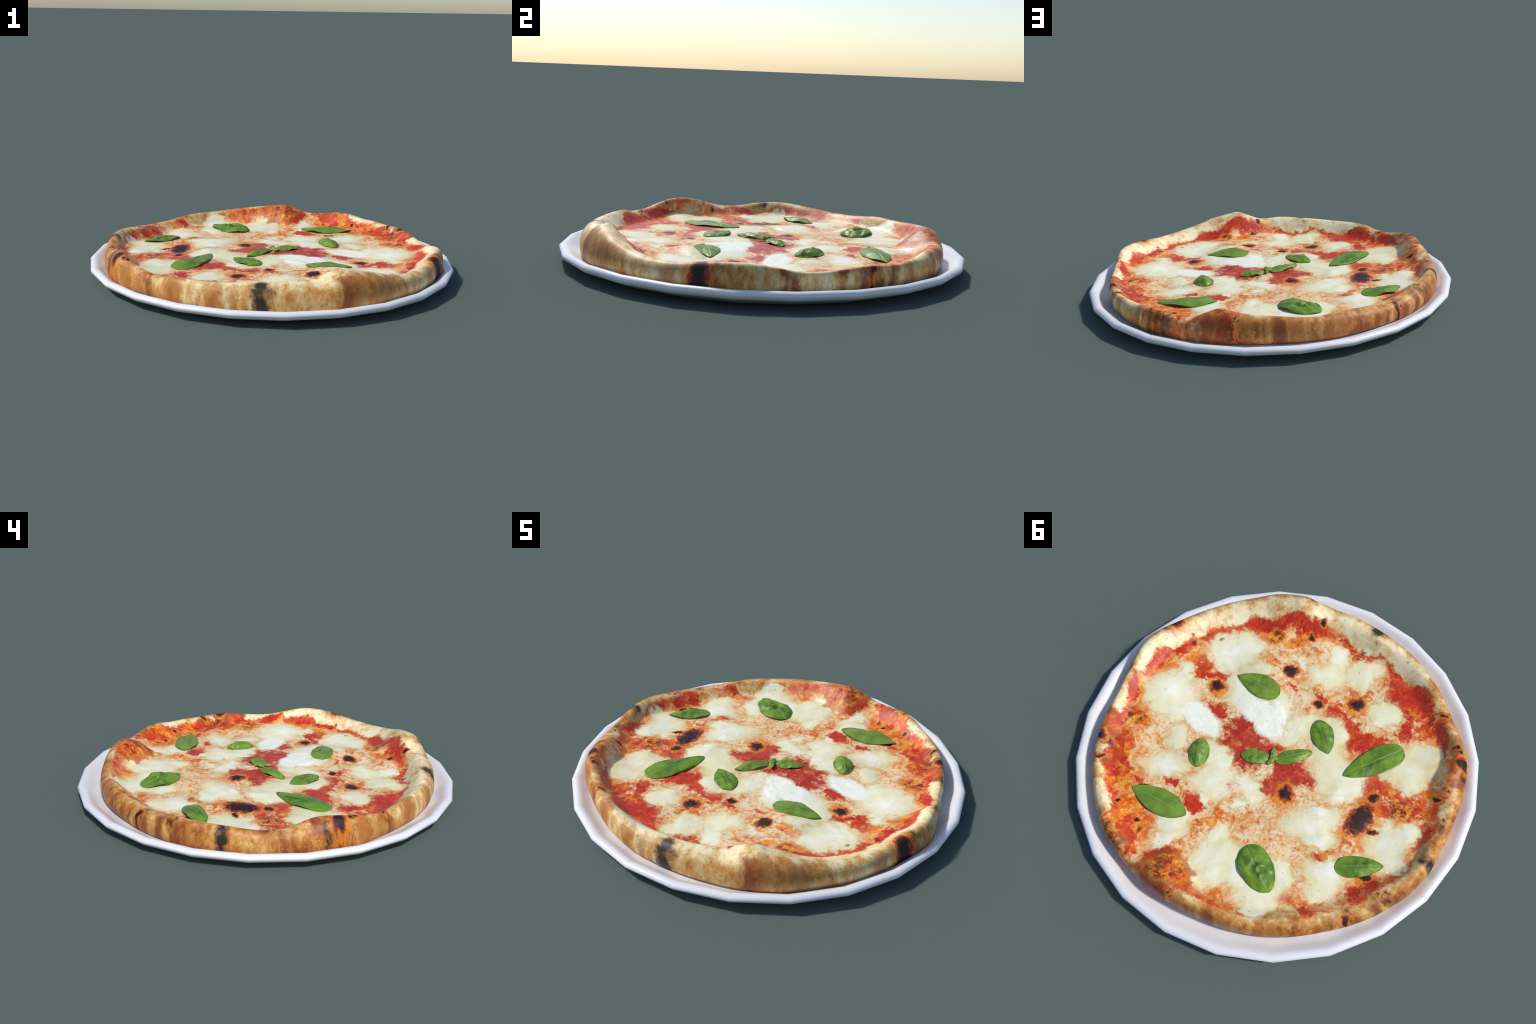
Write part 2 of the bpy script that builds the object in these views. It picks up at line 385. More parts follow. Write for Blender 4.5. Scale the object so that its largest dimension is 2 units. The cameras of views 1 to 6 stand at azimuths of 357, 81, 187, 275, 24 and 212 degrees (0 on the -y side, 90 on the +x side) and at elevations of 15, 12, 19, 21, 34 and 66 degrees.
# ------------------------------------------------------------------ node helpers
class Tree:
    def __init__(self, tree):
        self.t = tree

    def node(self, kind, **props):
        n = self.t.nodes.new(kind)
        for k, v in props.items():
            setattr(n, k, v)
        return n

    def put(self, socket, value):
        if isinstance(value, bpy.types.NodeSocket):
            self.t.links.new(value, socket)
        elif value is not None:
            socket.default_value = value

    def math(self, op, a, b=None, c=None, clamp=False):
        n = self.node("ShaderNodeMath", operation=op, use_clamp=clamp)
        for i, v in enumerate((a, b, c)):
            if v is not None:
                self.put(n.inputs[i], v)
        return n.outputs[0]

    def vec(self, op, a, b=None, scale=None):
        n = self.node("ShaderNodeVectorMath", operation=op)
        self.put(n.inputs[0], a)
        if b is not None:
            self.put(n.inputs[1], b)
        if scale is not None:
            self.put(n.inputs["Scale"], scale)
        return n.outputs["Value"] if op in ("DOT_PRODUCT", "LENGTH") else n.outputs[0]

    def noise(self, vector, scale, detail=4.0, rough=.55, colour=False, distortion=0.0):
        n = self.node("ShaderNodeTexNoise")
        self.put(n.inputs["Vector"], vector)
        n.inputs["Scale"].default_value = scale
        n.inputs["Detail"].default_value = detail
        n.inputs["Roughness"].default_value = rough
        n.inputs["Distortion"].default_value = distortion
        return n.outputs["Color" if colour else "Fac"]

    def step(self, value, low, high, a=0.0, b=1.0):
        n = self.node("ShaderNodeMapRange", interpolation_type="SMOOTHSTEP")
        for s, v in zip(("Value", "From Min", "From Max", "To Min", "To Max"), (value, low, high, a, b)):
            self.put(n.inputs[s], v)
        return n.outputs["Result"]

    def ramp(self, fac, *stops):
        n = self.node("ShaderNodeValToRGB")
        while len(n.color_ramp.elements) < len(stops):
            n.color_ramp.elements.new(.5)
        for e, (pos, col) in zip(n.color_ramp.elements, stops):
            e.position, e.color = pos, (*col, 1)
        self.put(n.inputs[0], fac)
        return n.outputs[0]

    def mix(self, fac, a, b):
        n = self.node("ShaderNodeMix", data_type="RGBA")
        self.put(n.inputs[0], fac)
        self.put(n.inputs[6], a if isinstance(a, bpy.types.NodeSocket) else (*a, 1))
        self.put(n.inputs[7], b if isinstance(b, bpy.types.NodeSocket) else (*b, 1))
        return n.outputs[2]

    def curve(self, fac, table, low, high):
        """Periodic table over direction as a float curve; fac runs 0..1 from -180 to 180 degrees."""
        n = self.node("ShaderNodeFloatCurve")
        c = n.mapping.curves[0]
        edge = by_angle(table, 180)
        pts = [(0.0, edge)] + [((d + 180) / 360, v) for d, v in table if -180 < d < 180] + [(1.0, edge)]
        while len(c.points) < len(pts):
            c.points.new(.5, .5)
        for p, (d, v) in zip(c.points, pts):
            p.location, p.handle_type = (d, (v - low) / (high - low)), "AUTO_CLAMPED"
        n.mapping.update()
        self.put(n.inputs["Value"], fac)
        return self.math("MULTIPLY_ADD", n.outputs[0], high - low, low)

    def patches(self, flat, group, melt=.25):
        """Smooth union of ellipses; flat = (x, y, 1). 0 in the middle, 1 on the outline."""
        group, total = list(group), None
        for i in range(0, len(group), 10):
            n = self.node("ShaderNodeGroup", node_tree=union_of(group[i:i + 10], melt))
            self.put(n.inputs[0], flat)
            total = n.outputs[0] if total is None else self.math("SMOOTH_MIN", total, n.outputs[0], melt)
        return self.math("SQRT", self.math("MAXIMUM", total, 0.0))


def union_of(group, melt):
    """Node group: squared reach of the nearest of a few ellipses."""
    g = bpy.data.node_groups.new("patches", "ShaderNodeTree")
    g.interface.new_socket("Flat", in_out="INPUT", socket_type="NodeSocketVector")
    g.interface.new_socket("Reach", in_out="OUTPUT", socket_type="NodeSocketFloat")
    T = Tree(g)
    flat, total = T.node("NodeGroupInput").outputs[0], None
    for p in group:
        c, s = axes(p.turn)
        u = T.vec("DOT_PRODUCT", flat, (c / p.a, s / p.a, -(c * p.x + s * p.y) / p.a))
        v = T.vec("DOT_PRODUCT", flat, (-s / p.b, c / p.b, (s * p.x - c * p.y) / p.b))
        d = T.math("MULTIPLY_ADD", v, v, T.math("MULTIPLY", u, u))
        total = d if total is None else T.math("SMOOTH_MIN", total, d, melt)
    T.put(T.node("NodeGroupOutput").inputs[0], total)
    return g


def srgb(r, g, b):
    return tuple(c / 255 / 12.92 if c <= 10 else ((c / 255 + .055) / 1.055) ** 2.4 for c in (r, g, b))


def burn_patch(deg, half, inset, length):
    r = by_angle(OUTER, deg) - inset
    a = math.radians(deg)
    return Patch(r * math.cos(a), r * math.sin(a), length, r * math.radians(half), deg)


def pizza_colour():
    """Node group: position -> colour, roughness and fine relief of the whole pizza."""
    g = bpy.data.node_groups.new("pizza_surface", "ShaderNodeTree")
    for name, kind in (("Color", "NodeSocketColor"), ("Roughness", "NodeSocketFloat"), ("Relief", "NodeSocketFloat")):
        g.interface.new_socket(name, in_out="OUTPUT", socket_type=kind)
    T = Tree(g)
    P = T.node("ShaderNodeTexCoord").outputs["Object"]
    sep = T.node("ShaderNodeSeparateXYZ")
    T.put(sep.inputs[0], P)
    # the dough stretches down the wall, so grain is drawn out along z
    low = T.node("ShaderNodeCombineXYZ")
    for i, v in enumerate((sep.outputs[0], sep.outputs[1], T.math("MULTIPLY", sep.outputs[2], .50))):
        T.put(low.inputs[i], v)
    low = low.outputs[0]
    # ragged edges: the position is stirred at several scales
    def stir(vector, *levels):
        for scale, amount in levels:
            n = T.noise(vector, scale, 2.0, .5, colour=True)
            n = T.vec("SUBTRACT", n, (.5, .5, .5))
            vector = T.vec("ADD", vector, T.vec("SCALE", n, scale=amount))
        return vector
    def flatten(vector):
        return T.vec("ADD", T.vec("MULTIPLY", vector, (1, 1, 0)), (0, 0, 1))
    rough_pos = stir(low, (6, .12), (17, .085), (48, .045), (130, .018))
    fine_pos = stir(low, (12, .040), (40, .030), (130, .016))
    ragged, neat = flatten(rough_pos), flatten(fine_pos)

    n_large = T.noise(low, 5.0, 4, .55)
    n_mid = T.noise(rough_pos, 15.0, 6, .66)
    n_fleck = T.noise(low, 44.0, 6, .70, distortion=.15)
    n_fine = T.noise(low, 150.0, 4, .65)
    n_grain = T.noise(low, 330.0, 2, .6)
    streak = T.noise(T.vec("MULTIPLY", rough_pos, (1.0, 2.2, 1.0)), 30, 4, .6)

    sepf = T.node("ShaderNodeSeparateXYZ")
    T.put(sepf.inputs[0], fine_pos)
    turn = T.math("MULTIPLY_ADD", T.math("ARCTAN2", sepf.outputs[1], sepf.outputs[0]), 1 / math.tau, .5)
    radius = T.vec("LENGTH", T.vec("MULTIPLY", fine_pos, (1, 1, 0)))

    # ---- thin baked sauce with milky whey: the ground of the topping
    ground = T.ramp(T.math("MULTIPLY_ADD", n_mid, .75, T.math("MULTIPLY", n_large, .25)),
                    (.36, srgb(210, 100, 36)), (.43, srgb(226, 146, 76)), (.495, srgb(232, 188, 126)), (.58, srgb(238, 216, 168)))
    ground = T.mix(T.step(n_fleck, .465, .37, 0, .75), ground, srgb(204, 78, 30))
    ground = T.mix(T.step(n_fleck, .53, .62, 0, .80), ground, srgb(238, 226, 198))
    ground = T.mix(T.step(n_fine, .44, .36, 0, .40), ground, srgb(204, 98, 38))
    red = T.ramp(T.math("MULTIPLY_ADD", n_fleck, .45, T.math("MULTIPLY", n_mid, .55)),
                 (.34, srgb(156, 28, 12)), (.47, srgb(192, 46, 18)), (.56, srgb(210, 72, 26)), (.68, srgb(230, 138, 70)))
    deep = T.ramp(T.math("MULTIPLY_ADD", n_fleck, .4, T.math("MULTIPLY", n_mid, .6)),
                  (.38, srgb(150, 30, 18)), (.50, srgb(180, 50, 30)), (.58, srgb(198, 76, 48)), (.68, srgb(222, 146, 112)))
    oil = T.ramp(T.math("MULTIPLY_ADD", n_fleck, .5, T.math("MULTIPLY", n_mid, .5)),
                 (.36, srgb(192, 56, 12)), (.46, srgb(218, 100, 16)), (.54, srgb(234, 146, 32)), (.66, srgb(240, 190, 96)))
    milk = T.ramp(streak, (.35, srgb(240, 240, 216)), (.6, srgb(250, 250, 232)))

    flutter = T.math("MULTIPLY_ADD", n_fleck, 1.1, T.math("MULTIPLY_ADD", n_mid, .9, -1.0))
    def inside(d, soft, ragged_by=.4):
        d = T.math("MULTIPLY_ADD", flutter, ragged_by, d)
        return T.step(d, 1 + soft, 1 - soft)

    # nearer the rim the topping is dryer, more orange
    dry = T.math("MULTIPLY", T.step(radius, .58, .80), T.step(n_mid, .42, .58, .95, .40))
    colour = T.mix(dry, ground, oil)
    colour = T.mix(T.math("MULTIPLY", inside(T.patches(ragged, ORANGE), .45, .9), .92), colour, oil)
    d_red = T.patches(ragged, RED, .35)
    tint = T.step(radius, .22, .36)
    colour = T.mix(T.math("MULTIPLY", inside(d_red, .40, 1.1), T.step(n_fine, .30, .65, .35, .85)), colour, srgb(218, 104, 34))
    m_red = inside(T.math("ADD", d_red, -.02), .26, 1.0)
    marbled = T.mix(T.math("MULTIPLY", T.step(n_mid, .50, .64), T.step(radius, .35, .60, .15, .62)), T.mix(tint, deep, red), oil)
    colour = T.mix(m_red, colour, marbled)
    d_curd = T.patches(ragged, [p for grp in CHEESE.values() for p in grp], .45)
    m_curd = inside(T.math("ADD", d_curd, -.03), .25, .80)
    thin = T.mix(T.step(n_fleck, .42, .60), srgb(230, 168, 96), srgb(239, 214, 164))
    colour = T.mix(T.math("MULTIPLY", inside(d_curd, .50, 1.0), T.step(n_fine, .30, .60, .40, .90)), colour, thin)
    depth = T.math("MULTIPLY_ADD", d_curd, -.30, T.math("MULTIPLY_ADD", n_large, .75, T.math("MULTIPLY", n_mid, .35)))
    curd = T.ramp(T.math("ADD", depth, .12), (.28, srgb(228, 208, 150)), (.40, srgb(235, 225, 178)), (.56, srgb(240, 235, 200)), (.74, srgb(246, 245, 226)))
    colour = T.mix(m_curd, colour, curd)
    m_milk = inside(T.patches(neat, [p for grp in FRESH.values() for p in grp], .30), .20, .45)
    colour = T.mix(m_milk, colour, milk)
    # stray flecks of tomato on the pale areas
    fleck = T.math("MULTIPLY", T.step(T.noise(low, 62, 3, .6, distortion=1.0), .645, .71), T.step(T.noise(low, 9, 2, .5), .48, .60))
    colour = T.mix(T.math("MULTIPLY", fleck, .75), colour, srgb(208, 96, 46))

    # ---- bare dough
    limit = T.curve(turn, DOUGH, .6, 1.0)
    wall = T.curve(turn, OUTER, .6, 1.0)
    baked = T.curve(turn, BAKED, -.2, 1.2)
    over = T.math("SUBTRACT", radius, limit)
    over = T.math("MULTIPLY_ADD", flutter, .030, over)
    m_dough = T.step(over, -.008, .010)
    edge = T.math("MULTIPLY", T.step(over, -.065, -.008), T.step(T.noise(low, 11, 3, .6), .40, .52))
    colour = T.mix(T.math("MULTIPLY", T.math("MULTIPLY", edge, T.math("SUBTRACT", 1.0, m_curd)), .85), colour, red)
    colour = T.mix(T.math("MULTIPLY", T.step(over, -.014, -.002), .55), colour, srgb(218, 120, 48))
    flank = T.step(T.math("SUBTRACT", radius, wall), -.070, -.005)
    tan = T.math("ADD", T.math("MULTIPLY_ADD", baked, .56, T.math("MULTIPLY", flank, .36)),
                 T.math("MULTIPLY_ADD", T.noise(low, 9, 5, .60), 1.7, -.86))
    tan = T.math("ADD", tan, T.math("MULTIPLY_ADD", T.noise(T.vec("MULTIPLY", P, (1, 1, .45)), 28, 5, .62), 1.1, -.55))
    tan = T.math("ADD", tan, T.math("MULTIPLY_ADD", n_fine, .55, -.275))
    tan = T.math("ADD", tan, T.math("MULTIPLY_ADD", n_grain, .50, -.25))
    dough = T.ramp(tan, (.04, srgb(246, 232, 190)), (.26, srgb(232, 206, 150)), (.50, srgb(212, 164, 94)),
                   (.74, srgb(190, 124, 54)), (.98, srgb(146, 80, 28)))
    colour = T.mix(m_dough, colour, dough)
    # burnt marks around the rim, by strength
    rim = T.step(radius, .70, .76)
    wander = T.vec("SCALE", T.vec("SUBTRACT", T.noise(P, 9, 3, .55, colour=True), (.5, .5, .5)), scale=.085)
    smear = flatten(T.vec("ADD", fine_pos, wander))
    fray = T.math("MULTIPLY_ADD", n_fine, .9, T.math("MULTIPLY_ADD", T.noise(T.vec("MULTIPLY", P, (1, 1, .6)), 22, 6, .66), 3.2, -2.05))
    for lo, hi, tone, weight, soft in ((0, .5, srgb(172, 104, 42), .32, 1.3), (.5, .8, srgb(124, 58, 22), .80, 1.0), (.8, 2, srgb(28, 18, 16), .96, .75)):
        marks = [burn_patch(*m[:4]) for m in SCORCH if lo <= m[4] < hi]
        d = T.math("MULTIPLY_ADD", fray, .80, T.patches(smear, marks, .3))
        halo = T.math("MULTIPLY", T.step(d, 2.0, .7), rim)
        colour = T.mix(T.math("MULTIPLY", halo, .55), colour, srgb(176, 106, 42))
        colour = T.mix(T.math("MULTIPLY", T.math("MULTIPLY", T.step(d, .95 + soft * .62, .95 - soft * .62), rim), weight), colour, tone)

    # ---- scorched spots on the topping, each with a rusty halo
    d_char = T.patches(neat, CHAR, .15)
    d_char = T.math("MULTIPLY_ADD", T.math("MULTIPLY_ADD", n_fleck, 1.6, T.math("MULTIPLY_ADD", n_fine, .4, -1.0)), .9, d_char)
    colour = T.mix(T.math("MULTIPLY", T.step(T.math("MULTIPLY_ADD", flutter, .8, d_char), 1.95, 1.15), .80), colour, srgb(228, 136, 32))
    colour = T.mix(T.math("MULTIPLY", T.step(d_char, 1.32, .98), .92), colour, srgb(146, 44, 14))
    m_char = T.step(d_char, 1.02, .62)
    colour = T.mix(T.math("MULTIPLY", m_char, .96), colour, srgb(26, 16, 15))
    d_frk = T.patches(neat, FRECKLES, .2)
    colour = T.mix(T.math("MULTIPLY", inside(d_frk, .35, .5), .60), colour, oil)
    m_frk = T.math("MULTIPLY", inside(d_frk, .4, .5), T.step(T.noise(low, 42, 4, .7), .46, .56))
    colour = T.mix(T.math("MULTIPLY", m_frk, .88), colour, srgb(84, 32, 14))
    m_spk = inside(T.math("MULTIPLY", T.patches(neat, SPECKS, .1), .85), .45, .9)
    colour = T.mix(T.math("MULTIPLY", m_spk, .80), colour, srgb(92, 34, 16))
    # the big sauced blister on the rim: orange skin, rusty ring at its foot
    d_bub = T.math("MULTIPLY_ADD", flutter, .35, T.patches(ragged, [BUBBLE]))
    ring = T.math("MULTIPLY", T.step(d_bub, 1.25, 1.0), T.step(d_bub, .55, .98))
    colour = T.mix(T.math("MULTIPLY", T.step(d_bub, 1.15, .85), .50), colour, oil)
    colour = T.mix(T.math("MULTIPLY", ring, .60), colour, srgb(150, 52, 16))
    seared = T.math("MULTIPLY", T.step(d_bub, .95, .55), T.step(T.noise(low, 30, 5, .7), .44, .56))
    colour = T.mix(T.math("MULTIPLY", seared, .90), colour, srgb(120, 30, 12))
    speck = T.math("MULTIPLY", T.step(T.noise(low, 36, 3, .6), .66, .73), T.step(radius, .62, .80))
    colour = T.mix(T.math("MULTIPLY", speck, .55), colour, srgb(104, 44, 22))

    out = T.node("NodeGroupOutput")
    T.put(out.inputs["Color"], colour)
    wet = T.math("MAXIMUM", T.math("MULTIPLY", m_curd, .7), m_milk)
    r = T.math("MULTIPLY_ADD", wet, -.06, .44)
    r = T.math("MULTIPLY_ADD", m_dough, .06, r)
    T.put(out.inputs["Roughness"], T.math("MULTIPLY_ADD", m_char, .12, r))
    relief = T.math("MULTIPLY_ADD", n_fleck, .5, T.math("MULTIPLY", n_fine, .30))
    T.put(out.inputs["Relief"], T.math("MULTIPLY", relief, T.math("MULTIPLY_ADD", wet, -.88, 1.0)))
    return g


def pizza_material(name, group, specular):
    m = bpy.data.materials.new(name)
    m.use_nodes = True
    T = Tree(m.node_tree)
    b = m.node_tree.nodes["Principled BSDF"]
    n = T.node("ShaderNodeGroup", node_tree=group)
    T.put(b.inputs["Base Color"], n.outputs["Color"])
    T.put(b.inputs["Roughness"], n.outputs["Roughness"])
    b.inputs["Specular IOR Level"].default_value = specular
    bump = T.node("ShaderNodeBump")
    bump.inputs["Strength"].default_value = .35
    bump.inputs["Distance"].default_value = .006
    T.put(bump.inputs["Height"], n.outputs["Relief"])
    T.put(b.inputs["Normal"], bump.outputs[0])
    return m


def glazed_white():
    m = bpy.data.materials.new("glazed_white_ceramic")
    m.use_nodes = True
    T = Tree(m.node_tree)
    b = m.node_tree.nodes["Principled BSDF"]
    P = T.node("ShaderNodeTexCoord").outputs["Object"]
    T.put(b.inputs["Base Color"], T.mix(T.noise(P, 3.0, 2), (.80, .795, .81), (.83, .825, .84)))
    b.inputs["Roughness"].default_value = .30
    b.inputs["Coat Weight"].default_value = .2
    b.inputs["Coat Roughness"].default_value = .15
    return m


def basil_green(name, light):
    """light: 0 dark leaf blade, 1 pale young shoot."""
    m = bpy.data.materials.new(name)
    m.use_nodes = True
    T = Tree(m.node_tree)
    b = m.node_tree.nodes["Principled BSDF"]
    P = T.node("ShaderNodeTexCoord").outputs["Object"]     # x along the leaf (-.5 stalk, .5 tip), y across
    s = T.node("ShaderNodeSeparateXYZ")
    T.put(s.inputs[0], P)
    x, y = s.outputs[0], s.outputs[1]
    side = T.math("ABSOLUTE", y)
    rnd = T.node("ShaderNodeObjectInfo").outputs["Random"]
    blade = T.mix(T.step(T.noise(P, 4.5, 3), .34, .68), srgb(58, 96, 26), srgb(126, 164, 48))
    blade = T.mix(T.step(x, .05, -.5, 0, .65), blade, srgb(136, 172, 52))
    blade = T.mix(T.math("MULTIPLY", rnd, .35), blade, srgb(116, 154, 50))
    blade = T.mix(light, blade, srgb(140, 168, 72))
    bend = T.math("MULTIPLY_ADD", T.noise(P, 5, 2), .10, -.05)
    rib = T.step(T.math("ABSOLUTE", T.math("ADD", y, T.math("MULTIPLY", bend, .35))), .016, .004)
    # side veins sweep forward from the rib
    run = T.math("FRACT", T.math("MULTIPLY", T.math("ADD", T.math("SUBTRACT", x, T.math("MULTIPLY", T.math("POWER", side, .8), .85)), bend), 6.5))
    vein = T.step(T.math("ABSOLUTE", T.math("SUBTRACT", run, .5)), .09, .01)
    vein = T.math("MULTIPLY", vein, T.step(side, .25, .05))
    lines = T.math("MAXIMUM", rib, T.math("MULTIPLY", vein, .42))
    T.put(b.inputs["Base Color"], T.mix(T.math("MULTIPLY", lines, .40), blade, srgb(150, 184, 84)))
    b.inputs["Roughness"].default_value = .42
    b.inputs["Specular IOR Level"].default_value = .45
    bump = T.node("ShaderNodeBump")
    bump.inputs["Strength"].default_value = .5
    bump.inputs["Distance"].default_value = .004
    T.put(bump.inputs["Height"], T.math("ADD", T.math("MULTIPLY", lines, -.6), T.math("MULTIPLY", T.noise(P, 9, 3), .8)))
    T.put(b.inputs["Normal"], bump.outputs[0])
    glow = T.node("ShaderNodeBsdfTranslucent")
    glow.inputs["Color"].default_value = (*srgb(120, 160, 40), 1)
    mix = T.node("ShaderNodeMixShader")
    mix.inputs[0].default_value = .16
    T.put(mix.inputs[1], b.outputs[0])
    T.put(mix.inputs[2], glow.outputs[0])
    out = next(n for n in m.node_tree.nodes if n.type == "OUTPUT_MATERIAL")
    T.put(out.inputs["Surface"], mix.outputs[0])
    return m


# ------------------------------------------------------------------ object helpers
def add(name, mesh, parent=None, **props):
    o = bpy.data.objects.new(name, mesh)
    bpy.context.scene.collection.objects.link(o)
    o.parent = parent
    for k, v in props.items():
        o[k] = v
    return o


def mesh_of(name, verts, faces, material, flat=False):
    me = bpy.data.meshes.new(name)
    me.from_pydata([tuple(v) for v in verts], [], faces)
    me.materials.append(material)
    me.polygons.foreach_set("use_smooth", [not flat] * len(me.polygons))
    me.update()
    return me


# ------------------------------------------------------------------ plate
def build_plate():
    sides = 24
    # half section from the centre of the well out over the lip and back under the foot
    section = [(.30, PLATE_FLOOR), (.62, PLATE_FLOOR), (.88, PLATE_FLOOR + .0005), (.910, .0430), (.930, .0530), (.950, .0680),
               (.962, .0755), (.972, .0790), (.982, .0790), (.992, .0745), (1.0, .0660), (.9985, .0580),
               (.992, .0480), (.980, .0395), (.960, .0320), (.925, .0200), (.885, .0040), (.872, .0), (.80, .0)]
    verts = [(0, 0, PLATE_FLOOR)]
    faces = []
    for r, z in section:
        verts += [(r * math.cos(math.tau * k / sides), r * math.sin(math.tau * k / sides), z) for k in range(sides)]
    at = lambda i, k: 1 + i * sides + k % sides
    for k in range(sides):
        faces.append((0, at(0, k), at(0, k + 1)))
        for i in range(len(section) - 1):
            faces.append((at(i, k), at(i + 1, k), at(i + 1, k + 1), at(i, k + 1)))
    faces.append([at(len(section) - 1, k) for k in reversed(range(sides))])
    o = add("plate", mesh_of("plate", verts, faces, glazed_white()),
            label="white glazed dinner plate with a faceted raised rim", category="plate")
    return o


# ------------------------------------------------------------------ pizza
def build_pizza(pizza):
    around, n_in, n_slope = 400, 80, 26
    rings = []                      # each ring: list of points
    dirs = [math.tau * k / around for k in range(around)]
    info = []
    for a in dirs:
        d = math.degrees(a)
        info.append((by_angle(OUTER, d), by_angle(CREST, d), by_angle(SHOULDER, d), by_angle(SLOPE, d)))
    for i in range(1, n_in + 1):
        f = i / n_in
        rings.append([(math.cos(a) * (w - sl) * f, math.sin(a) * (w - sl) * f) for a, (w, h, sh, sl) in zip(dirs, info)])
    for i in range(1, n_slope + 1):
        f = i / n_slope
        rings.append([(math.cos(a) * (w - sl + (sl - sh) * f), math.sin(a) * (w - sl + (sl - sh) * f)) for a, (w, h, sh, sl) in zip(dirs, info)])
    pieces = [skin(0, 0)[1]]
    for i, ring in enumerate(rings):
        found = [skin(x, y, rim) for (x, y), rim in zip(ring, info)]
        pieces += [p for z, p in found]
        rings[i] = [(x, y, z) for (x, y), (z, p) in zip(ring, found)]
    dough_from = [by_angle(DOUGH, math.degrees(a)) for a in dirs]
    # shoulder, wall and rounded lower edge
    base = PLATE_FLOOR + .002
    for i in range(1, 15):
        t = math.pi / 2 * i / 14
        ring = []
        for a, (w, h, sh, sl) in zip(dirs, info):
            r = w - sh * (1 - abs(math.sin(t)) ** .88)
            z = BULGE + (h - BULGE) * abs(math.cos(t)) ** .95
            q = .0022 * noise.noise(Vector((math.cos(a) * 9, math.sin(a) * 9, z * 14))) * math.sin(t)
            ring.append((math.cos(a) * (r + q), math.sin(a) * (r + q), z))
        rings.append(ring)
    for i in range(1, 13):
        t = math.pi / 2 * i / 12
        ring = []
        for a, (w, h, sh, sl) in zip(dirs, info):
            r = w - .029 * (1 - math.cos(t) ** .75)
            z = BULGE - (BULGE - base) * math.sin(t)
            q = .0022 * noise.noise(Vector((math.cos(a) * 9, math.sin(a) * 9, z * 14))) * math.cos(t)
            ring.append((math.cos(a) * (r + q), math.sin(a) * (r + q), z))
        rings.append(ring)
    for f in (.94, .6):
        rings.append([(x * f, y * f, base) for x, y, z in rings[n_in + n_slope + 25]])
    verts = [(0, 0, skin_height(0, 0))]
    for ring in rings:
        verts += ring
    verts.append((0, 0, base))
    at = lambda i, k: 1 + i * around + k % around
    faces = [(0, at(0, k), at(0, k + 1)) for k in range(around)]
    for i in range(len(rings) - 1):
        faces += [(at(i, k), at(i + 1, k), at(i + 1, k + 1), at(i, k + 1)) for k in range(around)]
    last = len(rings) - 1
    faces += [(len(verts) - 1, at(last, k + 1), at(last, k)) for k in range(around)]

    group = pizza_colour()
    skins = {"dough_crust": pizza_material("baked_dough", group, .42),
             "tomato_sauce": pizza_material("baked_tomato_sauce", group, .42),
             "melted_mozzarella": pizza_material("melted_mozzarella", group, .42),
             "fresh_mozzarella": pizza_material("fresh_mozzarella", group, .42)}

    whole = mesh_of("whole", verts, faces, skins["dough_crust"])
    normals = [Vector(n.vector) for n in whole.vertex_normals]
    # sort the faces by region
    regions = {}
    inner = around * (1 + n_in + n_slope - 1)
    for j, f in enumerate(faces):
        key = ("dough_crust", "")
        v = f[0]
        if j < inner and v < len(pieces):
            x, y, z = verts[v]
            X, Y = wobble(x, y, .012)
            if math.hypot(X, Y) < dough_from[(v - 1) % around]:
                key = pieces[v] or ("tomato_sauce", "")
        regions.setdefault(key, []).append(f)
    bpy.data.meshes.remove(whole)
    for (kind, name), chosen in sorted(regions.items()):
        used = sorted({v for f in chosen for v in f})
        index = {v: i for i, v in enumerate(used)}
        me = mesh_of(kind, [verts[v] for v in used], [[index[v] for v in f] for f in chosen], skins[kind])
        me.normals_split_custom_set_from_vertices([normals[v] for v in used])
        add(kind, me, pizza)


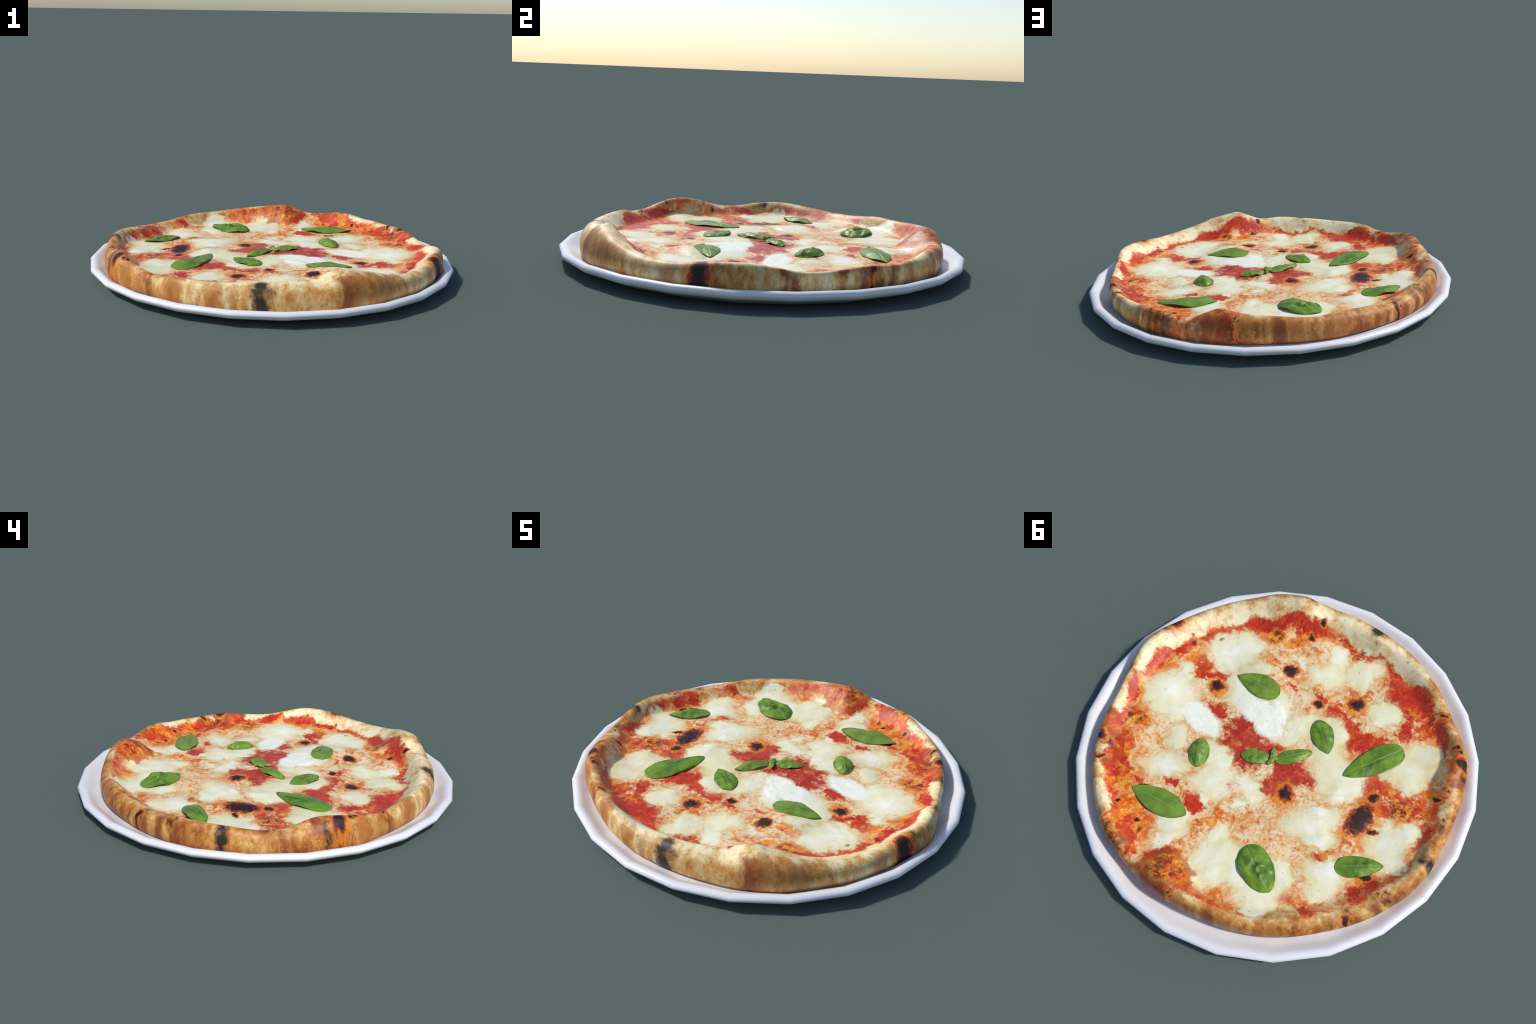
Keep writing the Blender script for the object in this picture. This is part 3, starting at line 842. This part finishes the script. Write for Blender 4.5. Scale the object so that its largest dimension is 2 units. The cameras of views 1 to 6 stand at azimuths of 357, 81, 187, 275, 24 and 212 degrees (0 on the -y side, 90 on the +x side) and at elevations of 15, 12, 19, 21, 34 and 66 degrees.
# ------------------------------------------------------------------ basil
def leaf_mesh(name, length, width, material, lift=.03, dome=.5, fold=0.0, curl=0.0, crumple=0.0, blunt=.62, sharp=.66, ruffle=.35, seed=0, stub=.05):
    """One leaf in units of its own length: x from stalk (-.5) to tip (.5), domed, with thickness."""
    nx, ny = 48, 24
    w = width / length / 2
    thick = .0015 / length
    lift = lift / length
    top = []
    for i in range(nx + 1):
        t = i / nx
        prof = max(0.0, (t ** blunt) * ((1 - t) ** sharp))
        peak = blunt / (blunt + sharp)
        prof /= (peak ** blunt) * ((1 - peak) ** sharp)
        half = max(w * prof, .012 if t < stub else .003)
        row = []
        for j in range(ny + 1):
            v = -1 + 2 * j / ny
            edge = 1 + .035 * noise.noise(Vector((t * 7, math.copysign(1, v) * 3, seed * 5.3)))
            x, y = t - .5, v * half * edge
            z = lift * (math.sin(math.pi * min(1, max(0, t))) ** .8) * (1 - dome * abs(v) ** 1.8)
            z += fold * lift * (abs(v) - .5) * prof
            z += curl / length * (2 * t - 1) ** 3
            z -= .10 * lift * math.exp(-(v / .10) ** 2) * prof
            z += .30 * lift * noise.noise(Vector((x * 6, y * 7, seed * 3.1))) * prof
            z += ruffle * lift * abs(v) ** 3 * math.sin(9 * t + (2.1 if v > 0 else 0) + seed)
            if crumple:
                wave = math.sin(24 * math.hypot(x + .10, y - .02) + 2.0 * math.atan2(y - .02, x + .10) + seed)
                fold_at = noise.noise(Vector((x * 5.5, y * 9.0, seed * 2.7)))
                z += crumple / length * prof * (.62 * wave * math.exp(-(x * x + y * y) / .030) + .45 * (.30 - abs(fold_at)))
            row.append((x, y, z + thick))
        top.append(row)
    verts = [p for row in top for p in row] + [(x, y, z - thick) for row in top for x, y, z in row]
    off = (nx + 1) * (ny + 1)
    at = lambda i, j: i * (ny + 1) + j
    faces = []
    for i in range(nx):
        for j in range(ny):
            a, b, c, d = at(i, j), at(i + 1, j), at(i + 1, j + 1), at(i, j + 1)
            faces += [(a, b, c, d), (off + d, off + c, off + b, off + a)]
    border = [at(i, 0) for i in range(nx)] + [at(nx, j) for j in range(ny)] + [at(i, ny) for i in range(nx, 0, -1)] + [at(0, j) for j in range(ny, 0, -1)]
    for p, q in zip(border, border[1:] + border[:1]):
        faces.append((q, p, off + p, off + q))
    return mesh_of(name, verts, faces, material)


def place_leaf(name, stalk, tip, width, parent, material, rest=.0005, tilt=0.0, **shape):
    a, b = Vector(stalk), Vector(tip)
    length = (b - a).length
    me = leaf_mesh(name, length, width, material, **shape)
    mid = (a + b) / 2
    za, zb, zm = skin_height(*a), skin_height(*b), skin_height(*mid)
    o = add(name, me, parent)
    o.location = (mid.x, mid.y, max((za + zb) / 2, zm - .004) + rest)
    o.rotation_euler = (tilt, -math.atan2(zb - za, length), math.atan2(b.y - a.y, b.x - a.x))
    o.scale = (length,) * 3
    # rest on the topping: nowhere below it
    place = Matrix.LocRotScale(o.location, o.rotation_euler, o.scale)
    back, half = place.inverted(), len(me.vertices) // 2
    for i, v in enumerate(me.vertices):
        w = place @ v.co
        w.z = max(w.z, skin_height(w.x, w.y) + (.0042 if i < half else .0010))
        v.co = back @ w
    me.update()
    return o


def build_basil(pizza):
    green = basil_green("basil_leaf_green", 0.0)
    young = basil_green("young_basil_green", .30)
    L = lambda *a, m=green, **k: place_leaf("basil_leaf", *a, pizza, m, **k)
    L((.163, -.302), (.410, -.298), .120, lift=.014, dome=.8, seed=1, blunt=.50, sharp=.85, m=young)
    L((-.212, -.144), (-.074, -.281), .112, lift=.015, dome=.8, seed=2, blunt=.78, sharp=.62)
    L((-.520, -.352), (-.330, -.080), .138, lift=.015, dome=.8, seed=3, blunt=.38, sharp=.70)
    L((-.523, .344), (-.719, .225), .106, lift=.016, dome=.7, seed=4, blunt=.50, sharp=.80)
    L((.524, .489), (.214, .482), .132, lift=.018, dome=.8, seed=5, blunt=.90, sharp=.74, m=young)
    L((-.322, .606), (-.110, .466), .158, lift=.024, dome=.75, seed=6, crumple=.020, blunt=.55, sharp=.45)
    L((.310, .245), (.375, .099), .104, lift=.030, dome=1.0, fold=-.5, seed=7, m=young, blunt=.62, sharp=.58)
    sprig = bpy.data.objects.new("basil_sprig", None)
    bpy.context.scene.collection.objects.link(sprig)
    sprig.parent = pizza
    S = lambda *a, m=young, **k: place_leaf("sprig_leaf", *a, sprig, m, **k)
    S((.020, .024), (.161, .075), .080, lift=.017, dome=.8, seed=8, blunt=.6, rest=.002)
    S((-.004, .022), (-.139, -.112), .074, lift=.018, dome=.8, seed=9, blunt=.55, rest=.002)
    shoot = basil_green("basil_shoot_green", .85)
    for a, b, w in (((.012, .058), (.006, .004), .026), ((.006, .034), (.028, -.034), .030), ((.022, .030), (-.016, .008), .020)):
        place_leaf("sprig_bud", a, b, w, sprig, shoot, lift=.012, dome=.6, seed=11 + w, rest=.010)


build_plate()
pizza = bpy.data.objects.new("margherita_pizza", None)
bpy.context.scene.collection.objects.link(pizza)
pizza["label"] = "round margherita pizza with puffed scorched crust, mozzarella and basil"
pizza["category"] = "pizza"
build_pizza(pizza)
build_basil(pizza)
